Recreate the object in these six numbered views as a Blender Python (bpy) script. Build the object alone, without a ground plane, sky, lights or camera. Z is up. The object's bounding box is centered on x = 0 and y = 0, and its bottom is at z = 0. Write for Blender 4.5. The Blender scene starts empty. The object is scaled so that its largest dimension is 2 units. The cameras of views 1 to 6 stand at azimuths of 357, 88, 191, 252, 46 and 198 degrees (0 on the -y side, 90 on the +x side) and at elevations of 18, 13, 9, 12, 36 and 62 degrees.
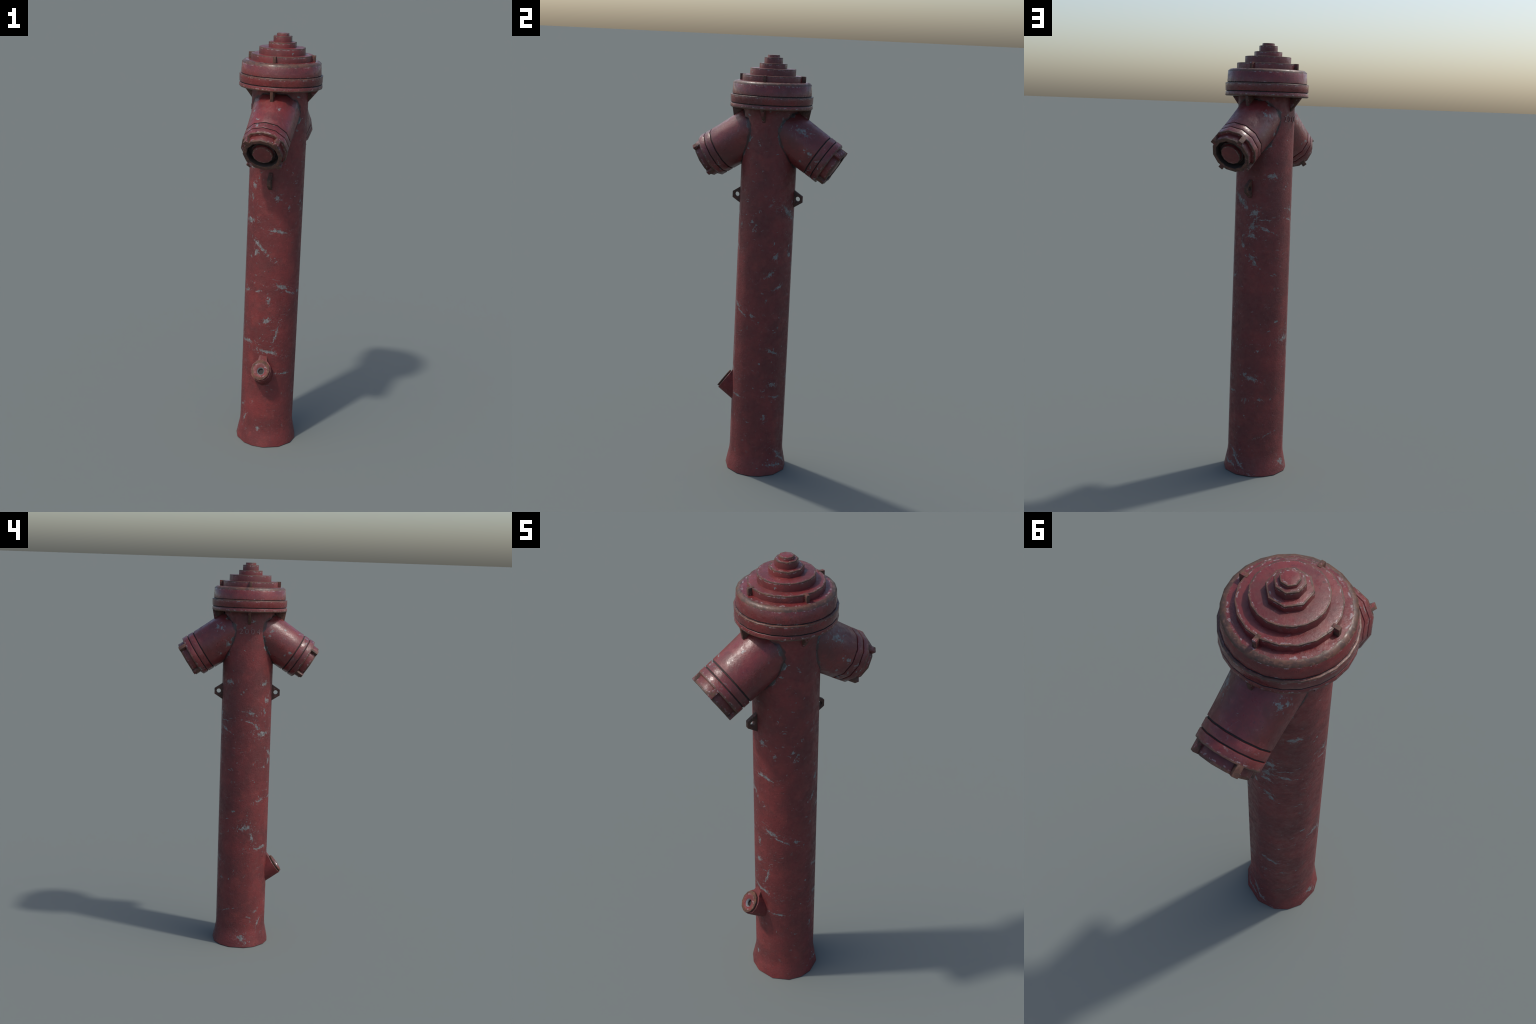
"""Weathered red pillar fire hydrant: flared post, two capped outlets tilted
downwards, stepped bonnet with an octagonal operating nut, chain eyelets and a
small drain valve near the foot."""
import bpy, bmesh, math, random
from mathutils import Vector, Matrix

random.seed(7)
PI = math.pi
rad = math.radians

PHI = 73.8            # azimuth of the back outlet (front one is opposite)
TAU = 32.55           # how far the outlets dip below the horizontal
AXIS_Z = 1.7027       # where the outlet axes cross the post axis
POST_R = 0.1312

# ------------------------------------------------------------------ helpers
def link(ob, parent=None):
    bpy.context.scene.collection.objects.link(ob)
    if parent is not None:
        ob.parent = parent
    return ob

def smooth(me, angle=38):
    for p in me.polygons:
        p.use_smooth = True
    me.set_sharp_from_angle(angle=rad(angle))

def new_object(name, bm, mats, parent=None, matrix=None, angle=38):
    bmesh.ops.recalc_face_normals(bm, faces=bm.faces)
    me = bpy.data.meshes.new(name)
    bm.to_mesh(me)
    bm.free()
    for m in mats:
        me.materials.append(m)
    smooth(me, angle)
    ob = bpy.data.objects.new(name, me)
    link(ob, parent)
    if matrix is not None:
        ob.matrix_local = matrix
    return ob

def corner_cut(profile):
    """profile: (r, z, chamfer, material). A chamfer > 0 replaces the corner
    by two points so that the edge catches light."""
    out = []
    n = len(profile)
    for i, (r, z, c, m) in enumerate(profile):
        if c <= 0 or i == 0 or i == n - 1:
            out.append((r, z, m))
            continue
        p = Vector((r, z))
        a = Vector(profile[i - 1][:2]) - p
        b = Vector(profile[i + 1][:2]) - p
        ca = min(c, a.length * .45)
        cb = min(c, b.length * .45)
        a.normalize(); b.normalize()
        q = p + a * ca
        out.append((q.x, q.y, profile[i - 1][3] if False else m))
        # rounded middle
        mid = p + (a * ca + b * cb) * .28
        out.append((mid.x, mid.y, m))
        q = p + b * cb
        out.append((q.x, q.y, m))
    return out

def revolve(profile, angles):
    """Lathe a profile around z through the given vertex azimuths (degrees)."""
    pts = corner_cut(profile)
    bm = bmesh.new()
    rings = []
    for r, z, m in pts:
        if r < 1e-5:
            rings.append([bm.verts.new((0, 0, z))])
        else:
            rings.append([bm.verts.new((r * math.cos(rad(a)), r * math.sin(rad(a)), z))
                          for a in angles])
    k = len(angles)
    for i in range(len(rings) - 1):
        A, B = rings[i], rings[i + 1]
        mat = pts[i + 1][2]
        for j in range(k):
            l = (j + 1) % k
            if len(A) == 1 and len(B) == 1:
                continue
            if len(A) == 1:
                f = bm.faces.new((A[0], B[l], B[j]))
            elif len(B) == 1:
                f = bm.faces.new((A[j], A[l], B[0]))
            else:
                f = bm.faces.new((A[j], A[l], B[l], B[j]))
            f.material_index = mat
    return bm

def ngon(n, start=0.0):
    return [start + 360.0 * i / n for i in range(n)]

def prism(outline, thick, hole=None, bevel=0.0015, mats=0):
    """Flat plate in the x-z plane, `thick` along y, optional hole outline."""
    bm = bmesh.new()
    edges = []
    for loop in [outline] + ([hole] if hole else []):
        vs = [bm.verts.new((x, -thick / 2, z)) for x, z in loop]
        for i in range(len(vs)):
            edges.append(bm.edges.new((vs[i], vs[(i + 1) % len(vs)])))
    if hole:
        bmesh.ops.triangle_fill(bm, edges=edges, use_beauty=True)
    else:
        bm.faces.new(list(bm.verts))
    ext = bmesh.ops.extrude_face_region(bm, geom=bm.faces[:])
    bmesh.ops.translate(bm, vec=(0, thick, 0),
                        verts=[g for g in ext['geom'] if isinstance(g, bmesh.types.BMVert)])
    bmesh.ops.recalc_face_normals(bm, faces=bm.faces)
    if bevel:
        sharp = [e for e in bm.edges if len(e.link_faces) == 2 and e.calc_face_angle(0) > rad(40)]
        bmesh.ops.bevel(bm, geom=sharp, offset=bevel, segments=2, profile=.6, affect='EDGES')
    return bm

# ------------------------------------------------------------ node building
class Nodes:
    def __init__(self, tree):
        self.t = tree

    def new(self, kind, **props):
        n = self.t.nodes.new(kind)
        for k, v in props.items():
            setattr(n, k, v)
        return n

    def put(self, sock, v):
        if hasattr(v, 'is_output'):
            self.t.links.new(v, sock)
        elif v is not None:
            sock.default_value = v

    def m(self, op, a, b=None, c=None, clamp=False):
        n = self.new('ShaderNodeMath', operation=op, use_clamp=clamp)
        for i, v in enumerate((a, b, c)):
            if v is not None:
                self.put(n.inputs[i], v)
        return n.outputs[0]

    def v(self, op, a, b=None, out=0):
        n = self.new('ShaderNodeVectorMath', operation=op)
        self.put(n.inputs[0], a)
        if b is not None:
            self.put(n.inputs['Scale'] if op == 'SCALE' else n.inputs[1], b)
        return n.outputs[out]

    def dot(self, a, b):
        return self.v('DOT_PRODUCT', a, b, 'Value')

    def noise(self, vec, scale, detail=3, rough=.55, dist=0.0, color=False):
        n = self.new('ShaderNodeTexNoise')
        self.put(n.inputs['Vector'], vec)
        n.inputs['Scale'].default_value = scale
        n.inputs['Detail'].default_value = detail
        n.inputs['Roughness'].default_value = rough
        n.inputs['Distortion'].default_value = dist
        return n.outputs['Color' if color else 'Fac']

    def step(self, x, lo, hi, a=0.0, b=1.0):
        n = self.new('ShaderNodeMapRange', interpolation_type='SMOOTHSTEP')
        self.put(n.inputs[0], x)
        for i, val in enumerate((lo, hi, a, b)):
            self.put(n.inputs[1 + i], val)
        return n.outputs[0]

    def mix(self, f, a, b, mode='MIX'):
        n = self.new('ShaderNodeMix', data_type='RGBA', blend_type=mode)
        self.put(n.inputs[0], f)
        for i, v in ((6, a), (7, b)):
            self.put(n.inputs[i], (*v, 1) if isinstance(v, tuple) else v)
        return n.outputs[2]

    def xyz(self, a, b, c):
        n = self.new('ShaderNodeCombineXYZ')
        for i, v in enumerate((a, b, c)):
            self.put(n.inputs[i], v)
        return n.outputs[0]

RED = (0.165, 0.0242, 0.0240)
RED_DEEP = (0.108, 0.0190, 0.0195)
RED_WARM = (0.200, 0.034, 0.030)
GREY = (0.200, 0.212, 0.220)
RUST = (0.108, 0.046, 0.027)
RUST_DARK = (0.056, 0.031, 0.022)
RUST_PALE = (0.185, 0.095, 0.066)
NEAR_BLACK = (0.016, 0.014, 0.014)

def chip_group():
    """One knocked-off flake of paint on the unrolled post: an ellipse at
    (U0, V0) with half length, half width and turn; returns how far out we are."""
    g = bpy.data.node_groups.new('paint_chip', 'ShaderNodeTree')
    for nm in ('U', 'V', 'Half', 'U0', 'V0', 'Length', 'Width', 'Cos', 'Sin'):
        g.interface.new_socket(nm, in_out='INPUT', socket_type='NodeSocketFloat')
    g.interface.new_socket('Distance', in_out='OUTPUT', socket_type='NodeSocketFloat')
    N = Nodes(g)
    i = N.new('NodeGroupInput').outputs
    o = N.new('NodeGroupOutput').inputs
    du = N.m('WRAP', N.m('SUBTRACT', i['U'], i['U0']), i['Half'], N.m('MULTIPLY', i['Half'], -1.0))
    dv = N.m('SUBTRACT', i['V'], i['V0'])
    x = N.m('ADD', N.m('MULTIPLY', du, i['Cos']), N.m('MULTIPLY', dv, i['Sin']))
    y = N.m('SUBTRACT', N.m('MULTIPLY', dv, i['Cos']), N.m('MULTIPLY', du, i['Sin']))
    x = N.m('DIVIDE', x, i['Length'])
    y = N.m('DIVIDE', y, i['Width'])
    d = N.m('SQRT', N.m('ADD', N.m('MULTIPLY', x, x), N.m('MULTIPLY', y, y)))
    N.put(o['Distance'], d)
    return g

# azimuth, height, half length, half width, turn of the larger chips
CHIPS = [
    (-86, 1.109, 0.0392, 0.0050, -8),
    (-122, 1.028, 0.0534, 0.0050, -38),
    (-153, 1.148, 0.0259, 0.0070, 15),
    (-73, 0.835, 0.0305, 0.0070, -15),
    (-99, 0.770, 0.0140, 0.0060, -86),
    (-102, 0.663, 0.0177, 0.0080, 30),
    (-81, 0.597, 0.0559, 0.0030, -107),
    (-97, 0.506, 0.0438, 0.0060, -6),
    (-148, 0.543, 0.0436, 0.0030, 12),
    (-91, 1.271, 0.0099, 0.0090, -16),
    (-145, 1.313, 0.0115, 0.0100, 12),
    (-61, 0.387, 0.0388, 0.0030, -7),
    (-112, 0.094, 0.0106, 0.0060, 26),
    (-132, 1.002, 0.0133, 0.0060, -75),
    (-64, 1.223, 0.0064, 0.0070, -49),
    (-53, 0.804, 0.0371, 0.0030, -26),
    (-156, 1.146, 0.0304, 0.0090, 4),
    (-172, 1.187, 0.0212, 0.0050, -66),
    (173, 1.255, 0.0251, 0.0060, -6),
    (170, 0.653, 0.0230, 0.0100, 10),
    (-176, 0.599, 0.0281, 0.0050, -82),
    (-158, 0.797, 0.0193, 0.0050, 18),
    (-155, 1.402, 0.0162, 0.0070, 13),
    (-145, 1.316, 0.0140, 0.0070, -25),
    (119, 1.408, 0.0235, 0.0070, -1),
    (-154, 0.539, 0.0408, 0.0040, 2),
    (-160, 0.192, 0.0148, 0.0060, 20),
    (-151, 0.127, 0.0309, 0.0040, 65),
    (165, 0.048, 0.0236, 0.0070, -18),
    (-152, 1.262, 0.0135, 0.0060, -67),
    (112, 1.161, 0.0386, 0.0020, -21),
    (172, 1.206, 0.0415, 0.0020, -20),
    (85, 1.242, 0.0222, 0.0100, 10),
    (57, 1.277, 0.0457, 0.0060, -32),
    (82, 1.178, 0.0171, 0.0110, 32),
    (81, 1.135, 0.0202, 0.0070, -2),
    (82, 1.035, 0.0150, 0.0090, 1),
    (87, 1.009, 0.0101, 0.0100, 18),
    (89, 0.464, 0.0290, 0.0080, -8),
    (75, 0.482, 0.0127, 0.0060, -63),
    (119, 1.411, 0.0233, 0.0060, 6),
    (125, 0.196, 0.0297, 0.0020, 17),
    (65, 0.058, 0.0480, 0.0045, -37),
    (107, 0.364, 0.0092, 0.0060, 23),
    (78, 0.361, 0.0098, 0.0060, 26),
    (168, 0.649, 0.0297, 0.0070, 3),
    (108, 1.208, 0.0305, 0.0020, -1),
    (111, 1.166, 0.0351, 0.0020, -27),
    (165, 0.048, 0.0229, 0.0080, -57),
    (52, 1.287, 0.0561, 0.0070, -37),
    (11, 1.002, 0.0204, 0.0050, 36),
    (22, 1.084, 0.0128, 0.0070, 69),
    (42, 0.041, 0.0420, 0.0055, -13),
    (11, 0.298, 0.0160, 0.0060, -80),
    (27, 0.457, 0.0123, 0.0070, -0),
    (-25, 0.797, 0.0100, 0.0050, -35),
    (35, 0.394, 0.0335, 0.0030, -7),
    (59, 1.089, 0.0185, 0.0070, -50),
    (31, 0.938, 0.0232, 0.0040, 34),
    (25, 0.619, 0.0312, 0.0040, -25),
    (50, 0.098, 0.0330, 0.0040, -40),
]

BACK_FLAKES = [(143, .156, .0234, .009, 118), (177, .242, .0147, .005, 72), (177, .217, .003, .005, 93),
               (-151, .228, .004, .003, 98), (144, .179, .0133, .004, 103), (39, .144, .0112, .009, -141),
               (29, .128, .0093, .006, 166), (-31, .199, .0067, .004, -132), (-18, .144, .0133, .008, 141)]
FRONT_FLAKES = [(163, .118, .0106, .006, 122), (177, .119, .0041, .004, 39), (157, .190, .0035, .003, 59),
                (-176, .249, .0048, .005, 45), (115, .243, .004, .003, 116), (-162, .238, .0035, .004, 112),
                (136, .168, .0081, .005, -107), (68, .176, .005, .004, 118), (113, .246, .0049, .003, 151)]

def paint(name, edges=(), sides=None, start=0.0, gloss=.42, chips=.5, post=False,
          rust_all=0.0, joint=None, hand_chips=None, rust_tone=1.0, band=None, bump=.25, spread=1.0,
          spec=.5, worn=0.0, rubbed=.38, grimy=.42):
    """Chalky red enamel over grey iron.
    edges: (radius of flat, height, reach) of rims rubbed down to rust.
    band:  extra (r_min, z_min) zone of heavy rust.
    joint: 'post' or 'outlet' - chipped grey line where post and outlet meet."""
    mat = bpy.data.materials.new(name)
    mat.use_nodes = True
    t = mat.node_tree
    t.nodes.clear()
    N = Nodes(t)
    out = N.new('ShaderNodeOutputMaterial')
    bsdf = N.new('ShaderNodeBsdfPrincipled')
    t.links.new(bsdf.outputs[0], out.inputs[0])
    tc = N.new('ShaderNodeTexCoord').outputs['Object']
    rnd = N.new('ShaderNodeObjectInfo').outputs['Random']
    shift = N.xyz(N.m('MULTIPLY', rnd, 7.3), N.m('MULTIPLY', rnd, 3.1), N.m('MULTIPLY', rnd, 5.7))
    p = N.v('ADD', tc, shift)
    sep = N.new('ShaderNodeSeparateXYZ')
    N.put(sep.inputs[0], tc)
    X, Y, Z = sep.outputs

    # --- colour of the paint itself
    broad = N.noise(p, 7, 4, .6)
    col = N.mix(N.step(broad, .35, .68), RED_DEEP, RED)
    col = N.mix(N.step(N.noise(p, 17, 3, .6), .5, .72, 0, .6), col, RED_WARM)
    brushed = N.noise(N.v('MULTIPLY', p, (1, 1, 2.6)), 75, 3, .65)
    col = N.mix(N.step(brushed, .42, .74, 0, .5), col, RED_DEEP)
    speck = N.noise(p, 190, 2, .6)
    col = N.mix(N.step(speck, .66, .74, 0, .55), col, (0.055, 0.014, 0.016))
    col = N.mix(N.step(N.noise(p, 42, 4, .7), .60, .75, 0, .4), col, (0.250, 0.075, 0.078))

    grime = N.m('MULTIPLY', N.step(N.noise(N.v('ADD', p, (4.4, 6.1, .7)), 15, 5, .72, .4), .44, .66),
                N.step(N.noise(p, 64, 3, .7), .30, .62, .45, 1))
    col = N.mix(N.m('MULTIPLY', grime, grimy), col, (0.066, 0.024, 0.021))
    pits = N.m('MULTIPLY', N.step(N.noise(N.v('ADD', p, (1.3, 2.2, 4.1)), 105, 3, .6), .62, .70),
               N.step(N.noise(N.v('ADD', p, (9, 4, 2)), 9, 3), .46, .62))
    col = N.mix(N.m('MULTIPLY', pits, .65), col, (0.040, 0.016, 0.017))
    rub = N.m('MULTIPLY', N.step(N.noise(N.v('MULTIPLY', p, (1, 1, 1.7)), 58, 4, .72, .5), .58, .70),
              N.step(N.noise(N.v('ADD', p, (2, 8, 6)), 12, 3), .44, .60))
    col = N.mix(N.m('MULTIPLY', rub, rubbed), col, (0.21, 0.115, 0.115))

    if worn:
        col = N.mix(N.step(N.noise(p, 70, 3, .7), .30, .62, worn * .35, worn), col, (0.235, 0.20, 0.20))

    # --- random small chips and hairline scratches
    fine = N.noise(p, 120, 2, .6)
    n1 = N.noise(N.v('MULTIPLY', p, (1.0, 1.0, 1.25)), 34, 4, .62, .6)
    lo = .735 - .07 * chips
    c1 = N.step(N.m('ADD', n1, N.m('MULTIPLY', N.m('SUBTRACT', fine, .5), .12)), lo, lo + .035)
    zone = N.step(N.noise(p, 6.5, 2, .5), .48, .60)
    chip = N.m('MULTIPLY', c1, N.m('ADD', N.m('MULTIPLY', zone, .75), .25))
    ridge = N.m('ABSOLUTE', N.m('SUBTRACT', N.noise(N.v('ADD', p, (3.1, 1.7, .4)), 11, 2, .45, .8), .5))
    hair = N.m('MULTIPLY', N.step(ridge, .0055, .002), N.step(N.noise(p, 9, 2), .60 - .03 * chips, .68))
    hair = N.m('MULTIPLY', hair, N.step(fine, .42, .6, .0, .4))
    chip = N.m('MAXIMUM', chip, hair)

    if hand_chips:
        wall, flakes = hand_chips
        warp = N.noise(p, 48, 4, .7, color=True)
        w = N.new('ShaderNodeSeparateXYZ')
        N.put(w.inputs[0], N.v('SCALE', N.v('SUBTRACT', warp, (.5, .5, .5)), .030))
        U = N.m('MULTIPLY', N.m('ARCTAN2', Y, X), wall)
        U = N.m('ADD', U, w.outputs[0])
        V = N.m('ADD', Z, w.outputs[1])
        grp = chip_group()
        far = None
        for az, h, hl, hw, turn in flakes:
            gn = N.new('ShaderNodeGroup', node_tree=grp)
            for nm, val in (('U', U), ('V', V), ('Half', PI * wall), ('U0', rad(az) * wall), ('V0', h),
                            ('Length', hl * .98), ('Width', hw * 1.35), ('Cos', math.cos(rad(turn))),
                            ('Sin', math.sin(rad(turn)))):
                N.put(gn.inputs[nm], val)
            far = gn.outputs[0] if far is None else N.m('MINIMUM', far, gn.outputs[0])
        ragged = N.m('MULTIPLY', N.m('SUBTRACT', N.noise(p, 70, 5, .78), .47), 4.2)
        acc = N.step(N.m('ADD', far, ragged), 1.25, .75)
        acc = N.m('MULTIPLY', acc, N.step(N.noise(p, 150, 3, .7), .34, .55, .35, 1))
        # loose flecks scattered round each larger flake
        fleck = N.step(N.noise(N.v('ADD', p, (5.2, .3, 2.2)), 95, 3, .62), .585, .64)
        fleck = N.m('MULTIPLY', fleck, N.step(far, 3.4, 1.4, 0, .75))
        chip = N.m('MAXIMUM', chip, N.m('MAXIMUM', acc, fleck))

    # --- where outlet and post meet the paint has cracked off in a thin line
    seam_dark = None
    if joint:
        ct, st = math.cos(rad(TAU)), math.sin(rad(TAU))
        if joint == 'post':
            h = N.m('ABSOLUTE', N.dot(tc, (math.cos(rad(PHI)), math.sin(rad(PHI)), 0)))
            b = N.dot(tc, (-math.sin(rad(PHI)), math.cos(rad(PHI)), 0))
            zz = N.m('SUBTRACT', Z, AXIS_Z)
            c = N.m('ADD', N.m('MULTIPLY', h, st), N.m('MULTIPLY', zz, ct))
            r = N.m('SQRT', N.m('ADD', N.m('MULTIPLY', b, b), N.m('MULTIPLY', c, c)))
            d = N.m('SUBTRACT', r, .1085)
        else:
            h = N.m('ADD', N.m('MULTIPLY', Z, ct), N.m('MULTIPLY', Y, st))
            r = N.m('SQRT', N.m('ADD', N.m('MULTIPLY', h, h), N.m('MULTIPLY', X, X)))
            d = N.m('SUBTRACT', r, .129)
        ja = N.noise(p, 26, 4, .7)
        gap = N.m('ADD', d, N.m('MULTIPLY', N.m('SUBTRACT', ja, .5), -.060))
        chip = N.m('MAXIMUM', chip, N.m('MULTIPLY', N.step(gap, .004, .0005),
                                        N.step(N.noise(p, 11, 2), .44, .58)))
        seam_dark = N.step(N.m('ADD', d, N.m('MULTIPLY', N.m('SUBTRACT', ja, .5), -.02)), .0045, .001)  # near-black ragged line along the joint

    col = N.mix(chip, col, N.mix(N.step(N.noise(p, 62, 3, .65), .35, .65), (0.105, 0.108, 0.106), (0.205, 0.210, 0.208)))

    # --- rims rubbed to bare, rusted iron
    r = N.m('SQRT', N.m('ADD', N.m('MULTIPLY', X, X), N.m('MULTIPLY', Y, Y)))
    if sides:
        w = 2 * PI / sides
        a = N.m('SUBTRACT', N.m('ARCTAN2', Y, X), rad(start))
        a = N.m('WRAP', a, w, 0)
        a = N.m('SUBTRACT', a, w / 2)
        r = N.m('MULTIPLY', r, N.m('COSINE', a))
    rust = None
    streak = N.noise(p, 40, 5, .72)
    jag = N.m('MULTIPLY', N.m('SUBTRACT', streak, .5), 2.3)
    for er, ez, reach in edges:
        dr = N.m('SUBTRACT', r, er)
        dz = N.m('SUBTRACT', Z, ez)
        d = N.m('SQRT', N.m('ADD', N.m('MULTIPLY', dr, dr), N.m('MULTIPLY', dz, dz)))
        d = N.m('SUBTRACT', 1.0, N.m('DIVIDE', d, reach))
        rust = d if rust is None else N.m('MAXIMUM', rust, d)
    if band:
        rmin, zmin = band
        d = N.m('MINIMUM', N.m('DIVIDE', N.m('SUBTRACT', r, rmin), .010),
                N.m('DIVIDE', N.m('SUBTRACT', Z, zmin), .006))
        rust = d if rust is None else N.m('MAXIMUM', rust, d)
    if rust_all:
        base = N.m('MULTIPLY', N.m('SUBTRACT', N.noise(p, 30, 4, .65), 1 - rust_all), 5)
        rust = base if rust is None else N.m('MAXIMUM', rust, base)
    rmask = None
    if rust is not None:
        f = N.m('ADD', rust, jag)
        rmask = N.step(f, -.05, .28, 0, .93)
        scuff = N.m('MULTIPLY', N.m('MULTIPLY', N.step(f, -.75, -.35), N.step(f, .12, -.1)),
                    N.step(N.noise(p, 70, 3, .7), .50, .64, 0, .75 * spread))
        col = N.mix(scuff, col, (0.27, 0.235, 0.235))
        rc = N.mix(N.step(N.noise(p, 36, 4, .7), .38, .62), RUST_DARK, RUST)
        rc = N.mix(N.step(N.noise(p, 95, 3, .7), .52, .70, 0, .7), rc, RUST_PALE)
        if rust_tone != 1.0:
            rc = N.mix(1.0, rc, (rust_tone,) * 3, 'MULTIPLY')
        col = N.mix(rmask, col, rc)
    if seam_dark is not None:
        col = N.mix(N.m('MULTIPLY', seam_dark, .7), col, NEAR_BLACK)
    N.put(bsdf.inputs['Base Color'], col)

    ro = N.step(N.noise(p, 48, 4, .65), .32, .68, gloss - .08, gloss + .16)
    ro = N.m('ADD', ro, N.m('MULTIPLY', grime, .15))
    ro = N.m('ADD', ro, N.m('MULTIPLY', chip, -.04))
    if rmask is not None:
        ro = N.m('ADD', ro, N.m('MULTIPLY', rmask, .16))
    N.put(bsdf.inputs['Roughness'], ro)
    N.put(bsdf.inputs['Specular IOR Level'], spec)
    hgt = N.m('ADD', N.m('MULTIPLY', N.noise(p, 130, 3, .65), .8), N.m('MULTIPLY', N.noise(p, 32, 3, .6), .9))
    hgt = N.m('SUBTRACT', hgt, N.m('MULTIPLY', chip, .35))
    if rmask is not None:
        hgt = N.m('ADD', hgt, N.m('MULTIPLY', N.m('MULTIPLY', rmask, streak), .5))
    bn = N.new('ShaderNodeBump')
    bn.inputs['Strength'].default_value = bump
    bn.inputs['Distance'].default_value = .004
    N.put(bn.inputs['Height'], hgt)
    N.put(bsdf.inputs['Normal'], bn.outputs[0])
    return mat

def near_black():
    mat = bpy.data.materials.new('near_black_recess')
    mat.use_nodes = True
    N = Nodes(mat.node_tree)
    bsdf = mat.node_tree.nodes['Principled BSDF']
    tc = N.new('ShaderNodeTexCoord').outputs['Object']
    N.put(bsdf.inputs['Base Color'], N.mix(N.noise(tc, 60, 3), NEAR_BLACK, (0.034, 0.020, 0.018)))
    bsdf.inputs['Roughness'].default_value = .8
    return mat

# ---------------------------------------------------------------- materials
HEX12 = math.cos(rad(15))
M_BLACK = near_black()
M_POST = paint('worn_red_paint_post', gloss=.50, chips=1.25, grimy=.30, joint='post', hand_chips=(.1285, CHIPS), bump=.34)
M_SHELL = paint('worn_red_paint_bonnet', sides=24, start=-1.2, gloss=.23, chips=.7, spec=.5, rubbed=.5,
                edges=((.1885, 1.8195, .0055), (.1885, 1.760, .008)), band=(.161, 1.868), bump=.15)
M_OUTLET = [paint('worn_red_paint_outlet', gloss=.33, chips=.42, joint='outlet', bump=.22, spec=.55, hand_chips=(.106, fl))
            for fl in (BACK_FLAKES, FRONT_FLAKES)]
M_COLLAR = paint('worn_red_paint_collar', sides=12, gloss=.32, chips=1.9, spec=.55, rubbed=.75,
                 edges=((.1045 * HEX12, .336, .0060),), bump=.25)
M_CAP = paint('worn_red_paint_cap', sides=12, gloss=.42, chips=.3,
              rust_tone=.85, edges=((.087 * HEX12, .371, .009), (.071 * HEX12, .371, .009), (.0466 * HEX12, .370, .0035)))
M_LUG = paint('rusted_red_iron', gloss=.5, chips=.3, rust_all=.57, rust_tone=.9)
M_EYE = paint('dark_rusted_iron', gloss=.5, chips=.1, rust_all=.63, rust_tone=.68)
M_VALVE = paint('worn_red_paint_valve', gloss=.55, chips=.9, spec=.32)
M_DISC = paint('worn_red_paint_valve_disc', gloss=.55, chips=.3, edges=((.046, .0005, .013),), spread=1.0, spec=.32)

# ------------------------------------------------------------ the hydrant
root = bpy.data.objects.new('fire_hydrant', None)
root.empty_display_size = .2
link(root)
root['label'] = 'tall red pillar fire hydrant with two capped outlets, chipped paint'
root['category'] = 'fire hydrant'

# post: tapered tube with a flared foot; slightly uneven facets
POST_ANGLES = [-166, -139.5, -120, -98, -67.6, -38, -15.5, 6, 34, 67, 96, 119, 141, 172.6]
post_profile = [(0, 0, 0, 0), (.1492, 0, 0, 0), (.1452, .022, 0, 0), (.1395, .050, 0, 0),
                (.1335, .080, 0, 0), (.1318, .100, 0, 0), (.1318, .5, 0, 0), (.1308, 1.0, 0, 0),
                (.1300, 1.4, 0, 0), (.1300, 1.785, 0, 0), (0, 1.785, 0, 0)]
post = new_object('post', revolve(post_profile, POST_ANGLES), [M_POST], root, angle=45)

# bonnet: skirted shell and stacked round steps
shell_profile = [(.115, 1.7605, 0, 0), (.1866, 1.7605, .0025, 0), (.1905, 1.7645, .002, 0),
                 (.1890, 1.7798, .001, 0), (.1850, 1.7806, 0, 1), (.1850, 1.7838, 0, 1),
                 (.1890, 1.7846, .001, 0), (.1902, 1.8190, .002, 0), (.1838, 1.8196, 0, 0),
                 (.1802, 1.8200, 0, 1), (.1802, 1.8225, 0, 1), (.1826, 1.8233, 0, 0),
                 (.1798, 1.8728, 0, 0), (.1700, 1.8805, 0, 0), (.1640, 1.8820, 0, 0), (.100, 1.8828, 0, 0)]
bonnet = new_object('bonnet', revolve(shell_profile, ngon(24, -1.2)), [M_SHELL, M_BLACK], root, angle=56)

def step(name, radius, z0, z1, n, start, inner, reach, ch=.0022, top_r=None):
    ap = radius * math.cos(PI / n)
    m = paint('worn_red_paint_' + name, sides=n, start=start, gloss=.33, chips=.5, spec=.5, rubbed=.5,
              edges=((ap, z1, reach),), bump=.14)
    prof = [(radius, z0 - .004, 0, 0), (top_r or radius, z1, ch, 0), (inner, z1, 0, 0)]
    if inner > 0:
        prof.append((inner, z0, 0, 0))
    ob = new_object(name, revolve(prof, ngon(n, start)), [m], bonnet, angle=36)
    for e in ob.data.edges:          # worn arrises: soften the upright edges
        a, b = (ob.data.vertices[i].co for i in e.vertices)
        if (a - b).xy.length < .002:
            e.use_edge_sharp = False
    return ob

step('bonnet_plate', .1405, 1.884, 1.9088, 18, 17.8, .09, .0050)
step('bonnet_ring', .1055, 1.908, 1.9395, 20, 5.0, .05, .0045)
step('nut_washer', .0637, 1.9395, 1.9622, 8, 6, .03, .0052)
step('operating_nut', .0424, 1.962, 1.9887, 8, 4, .02, .0048)
step('spindle_tip', .0290, 1.9885, 2.0, 8, 6, 0, .0050, .0022, top_r=.0278)

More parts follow.
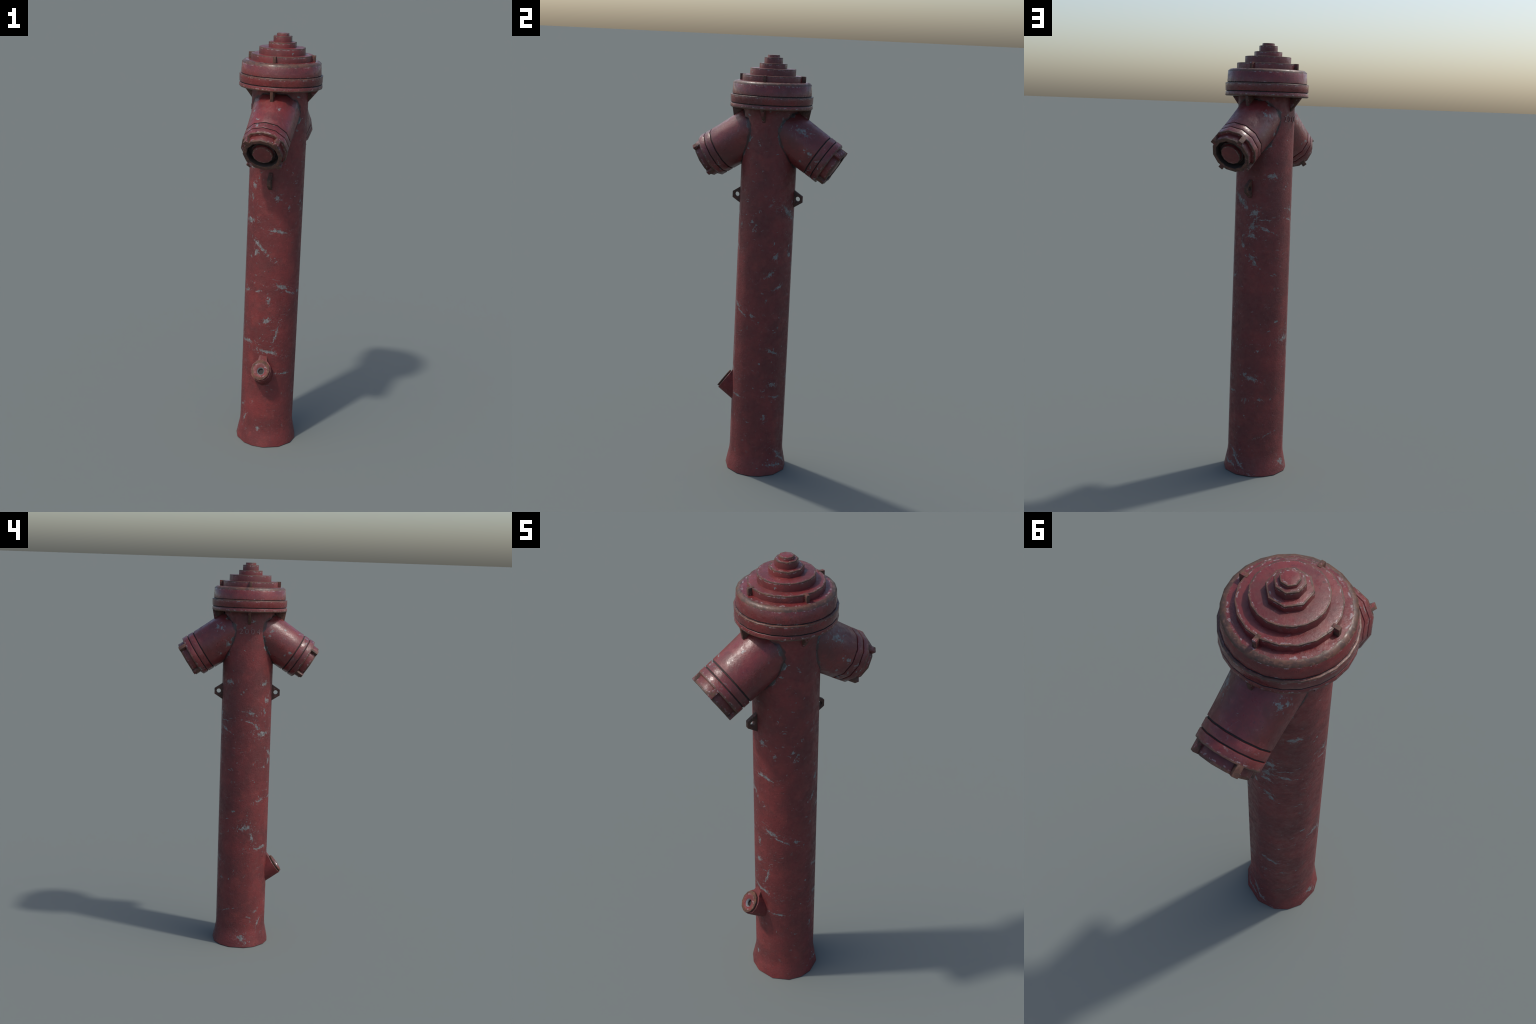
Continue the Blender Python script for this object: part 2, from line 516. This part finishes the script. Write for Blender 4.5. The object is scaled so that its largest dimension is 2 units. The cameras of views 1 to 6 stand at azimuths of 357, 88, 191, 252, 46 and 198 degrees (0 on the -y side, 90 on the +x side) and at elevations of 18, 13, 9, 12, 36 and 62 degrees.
# four stop lugs on the plate rim and four webs beneath the skirt
lug_mesh = None
for k in range(4):
    az = PHI + 90 * k
    if lug_mesh is None:
        bm = prism([(.130, 1.880), (.1535, 1.880), (.1545, 1.8835), (.1545, 1.9100), (.130, 1.9100)], .0130, bevel=.0012)
        ob = new_object('bonnet_lug', bm, [M_LUG], bonnet, Matrix.Rotation(rad(az), 4, 'Z'))
        lug_mesh = ob.data
    else:
        ob = link(bpy.data.objects.new('bonnet_lug', lug_mesh), bonnet)
        ob.matrix_local = Matrix.Rotation(rad(az), 4, 'Z')

webs = {}
for k in range(4):
    az = PHI + 90 * k
    over_outlet = k % 2 == 0
    if over_outlet not in webs:
        if over_outlet:      # steep fin that lands on the outlet
            ol = [(.110, 1.762), (.1872, 1.762), (.1862, 1.7560), (.1765, 1.705), (.110, 1.705)]
        else:                # raking fin that dies into the post
            ol = [(.110, 1.762), (.1790, 1.762), (.1750, 1.7560), (.1290, 1.6995), (.110, 1.690)]
        ob = new_object('bonnet_web', prism(ol, .0140, bevel=.0035), [M_LUG], bonnet, Matrix.Rotation(rad(az), 4, 'Z'))
        webs[over_outlet] = ob.data
    else:
        ob = link(bpy.data.objects.new('bonnet_web', webs[over_outlet]), bonnet)
        ob.matrix_local = Matrix.Rotation(rad(az), 4, 'Z')

# ---------------------------------------------------------------- outlets
tube_profile = [(.100, .02, 0, 0), (.1105, .06, 0, 0), (.1095, .12, 0, 0), (.1068, .18, 0, 0), (.1052, .23, 0, 0),
                (.1047, .2680, .0012, 0), (.1005, .2686, 0, 1), (.1005, .2732, 0, 1), (.05, .2732, 0, 1)]
collar_profile = [(.09, .2735, 0, 1), (.1005, .2735, 0, 1), (.1050, .2740, .0015, 0), (.1050, .3022, .0015, 0),
                  (.1005, .3028, 0, 1), (.1005, .3066, 0, 1), (.1054, .3072, .0012, 0),
                  (.1054, .3366, .0042, 0), (.080, .3366, 0, 0)]
cap_profile = [(.086, .330, 0, 0), (.0885, .3370, 0, 0), (.0885, .3710, .0022, 0), (.0712, .3710, .0018, 0),
               (.0705, .3370, 0, 1), (.0545, .3360, 0, 1), (.0545, .3510, .0012, 0), (.0478, .3515, 0, 1),
               (.0470, .3520, 0, 0), (.0466, .3696, .0018, 0), (0, .3700, 0, 0)]
meshes = {}

def shared(name, key, make, mats, parent, matrix=None, angle=38):
    if key in meshes:
        ob = link(bpy.data.objects.new(name, meshes[key]), parent)
        if matrix is not None:
            ob.matrix_local = matrix
        return ob
    ob = new_object(name, make(), mats, parent, matrix, angle)
    meshes[key] = ob.data
    return ob

for az in (PHI, PHI + 180):
    h = Vector((math.cos(rad(az)), math.sin(rad(az)), 0))
    a = h * math.cos(rad(TAU)) - Vector((0, 0, 1)) * math.sin(rad(TAU))
    b = Vector((-h.y, h.x, 0))
    c = a.cross(b)
    M = Matrix((( b.x, c.x, a.x, 0), (b.y, c.y, a.y, 0), (b.z, c.z, a.z, AXIS_Z), (0, 0, 0, 1)))
    outlet = new_object('outlet', revolve(tube_profile, ngon(12)), [M_OUTLET[az > 180], M_BLACK], root, M)
    shared('outlet_collar', 'collar', lambda: revolve(collar_profile, ngon(12)), [M_COLLAR, M_BLACK], outlet)
    shared('outlet_cap', 'cap', lambda: revolve(cap_profile, ngon(12)), [M_CAP, M_BLACK], outlet)
    for k in range(4):
        shared('cap_lug', 'cap_lug',
               lambda: prism([(.078, .332), (.1026, .332), (.1026, .3716), (.078, .3716)], .0215, bevel=.0022),
               [M_LUG], outlet, Matrix.Rotation(rad(45 + 90 * k), 4, 'Z'))

# ---------------------------------------------------------- chain eyelets
eye_outline = [(.115, 1.3965), (.127, 1.3893), (.1684, 1.3617), (.1684, 1.3330), (.127, 1.3063), (.115, 1.2985)]
eye_hole = [(.1466 + .0112 * math.cos(rad(30 * i)), 1.3489 + .0112 * math.sin(rad(30 * i))) for i in range(12)]
for az in (PHI, PHI + 180):
    shared('chain_eyelet', 'eye', lambda: prism(eye_outline, .0165, eye_hole, bevel=.0012),
           [M_EYE], root, Matrix.Rotation(rad(az), 4, 'Z'))

# ------------------------------------------------------------ drain valve
vh = Vector((math.cos(rad(PHI + 180)), math.sin(rad(PHI + 180)), 0))
vt = rad(35.5)
va = vh * math.cos(vt) + Vector((0, 0, 1)) * math.sin(vt)
vb = Vector((0, 0, 1)).cross(vh)
vc = va.cross(vb)
vo = vh * .180 + Vector((0, 0, .4297))
VM = Matrix(((vb.x, vc.x, va.x, vo.x), (vb.y, vc.y, va.y, vo.y), (vb.z, vc.z, va.z, vo.z), (0, 0, 0, 1)))

def valve_body():
    ring = [(.0497 * math.cos(rad(a)), .0548 * math.sin(rad(a))) for a in ngon(12) if not 61 < a < 119]
    # the round lip runs out at the top into a flat tongue
    pts = [p for p in ring if p[1] <= .048 or abs(p[0]) > .02]
    left = [p for p in pts]
    tongue = [(.0235, .0500), (.0185, .0745), (.0185, .100), (-.0185, .100), (-.0185, .0745), (-.0235, .0500)]
    right = [(.0497 * math.cos(rad(a)), .0548 * math.sin(rad(a))) for a in (-90, -60, -30, 0, 30, 52)]
    leftp = [(-x, y) for x, y in reversed(right)][:-1]
    outline = right + tongue + leftp
    bm = bmesh.new()
    top = [bm.verts.new((x, y, -.0098)) for x, y in outline]
    low = [bm.verts.new((x, y, -.105)) for x, y in outline]
    n = len(outline)
    for i in range(n):
        bm.faces.new((top[i], top[(i + 1) % n], low[(i + 1) % n], low[i]))
    bm.faces.new(low[::-1])
    # top face bored out behind the disc
    bore = [[bm.verts.new((.032 * math.cos(rad(t)), .034 * math.sin(rad(t)), z)) for t in ngon(12)]
            for z in (-.0098, -.030)]
    for i in range(12):
        j = (i + 1) % 12
        bm.faces.new((bore[0][i], bore[0][j], bore[1][j], bore[1][i]))
    bm.faces.new(bore[1])
    loops = [bm.edges.get((top[i], top[(i + 1) % n])) for i in range(n)]
    loops += [bm.edges.get((bore[0][i], bore[0][(i + 1) % 12])) for i in range(12)]
    bmesh.ops.triangle_fill(bm, edges=loops, use_beauty=True)
    bmesh.ops.recalc_face_normals(bm, faces=bm.faces)
    bev = bmesh.ops.bevel(bm, geom=loops[:n], offset=.0018, segments=1, affect='EDGES')
    for f in bev['faces']:
        f.material_index = 1
    return bm

valve = new_object('drain_valve', valve_body(), [M_VALVE, M_LUG], root, VM, angle=36)

def valve_disc():
    prof = [(.040, -.0105, 0, 1), (.0480, -.0102, 0, 1), (.0470, -.0066, 0, 1), (.0488, -.0058, .0008, 0),  # first three rings: near-black ring round the disc
            (.0488, 0, .0010, 0), (.0185, 0, .0006, 0), (.0135, -.0095, 0, 2), (.0128, -.017, 0, 1), (0, -.017, 0, 1)]  # last two rings: near-black hole floor
    bm = revolve(prof, ngon(12))
    for v in bm.verts:
        inner = math.hypot(v.co.x, v.co.y) < .02
        v.co.x = v.co.x * (1 if inner else .91) + (.0025 if inner else 0)
        v.co.y = v.co.y * 1.02 - (.005 if inner else 0)
    return bm

def bare_metal():
    mat = bpy.data.materials.new('bare_grey_iron')
    mat.use_nodes = True
    N = Nodes(mat.node_tree)
    bsdf = mat.node_tree.nodes['Principled BSDF']
    tc = N.new('ShaderNodeTexCoord').outputs['Object']
    N.put(bsdf.inputs['Base Color'], N.mix(N.noise(tc, 90, 3), (.20, .205, .21), (.34, .34, .34)))
    bsdf.inputs['Roughness'].default_value = .38
    bsdf.inputs['Metallic'].default_value = .4
    return mat

new_object('valve_disc', valve_disc(), [M_DISC, M_BLACK, bare_metal()], valve, angle=36)

# --------------------------------------------- cast year numerals on the post
def post_radius(az):
    """Distance from axis to the facetted post wall (upper part)."""
    s = sorted(a % 360 for a in POST_ANGLES)
    az %= 360
    for i in range(len(s)):
        lo, hi = s[i], s[(i + 1) % len(s)]
        if hi < lo:
            hi += 360
        q = az if az >= lo else az + 360
        if lo <= q <= hi:
            half = (hi - lo) / 2
            return .130 * math.cos(rad(half)) / math.cos(rad(q - lo - half))
    return .128

def numeral(ch, az, z0, height):
    cu = bpy.data.curves.new('numeral_curve', 'FONT')
    cu.body = ch
    cu.align_x = 'CENTER'
    cu.size = 1
    cu.resolution_u = 4
    cu.offset = -.004
    tmp = link(bpy.data.objects.new('numeral_tmp', cu))
    me = tmp.to_mesh().copy() if False else bpy.data.meshes.new_from_object(tmp)
    bpy.data.objects.remove(tmp)
    bpy.data.curves.remove(cu)
    bm = bmesh.new()
    bm.from_mesh(me)
    bpy.data.meshes.remove(me)
    bmesh.ops.remove_doubles(bm, verts=bm.verts, dist=1e-5)
    ys = [v.co.y for v in bm.verts]
    xs = [v.co.x for v in bm.verts]
    sc = height / (max(ys) - min(ys))
    xm = (max(xs) + min(xs)) / 2
    y0 = min(ys)
    ext = bmesh.ops.extrude_face_region(bm, geom=bm.faces[:])
    front = {g for g in ext['geom'] if isinstance(g, bmesh.types.BMVert)}
    for v in bm.verts:
        u = (v.co.x - xm) * sc * 1.08
        w = z0 + (v.co.y - y0) * sc
        a = az + math.degrees(u / .1285)
        r = post_radius(a) + (.0024 if v in front else -.004)
        v.co = Vector((r * math.cos(rad(a)), r * math.sin(rad(a)), w))
    return new_object('year_numeral', bm, [M_NUM], post, angle=30)

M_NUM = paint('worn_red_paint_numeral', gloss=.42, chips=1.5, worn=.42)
for i, ch in enumerate('2004'):
    numeral(ch, 145.6 + 13.0 * i, 1.6515, .0265)
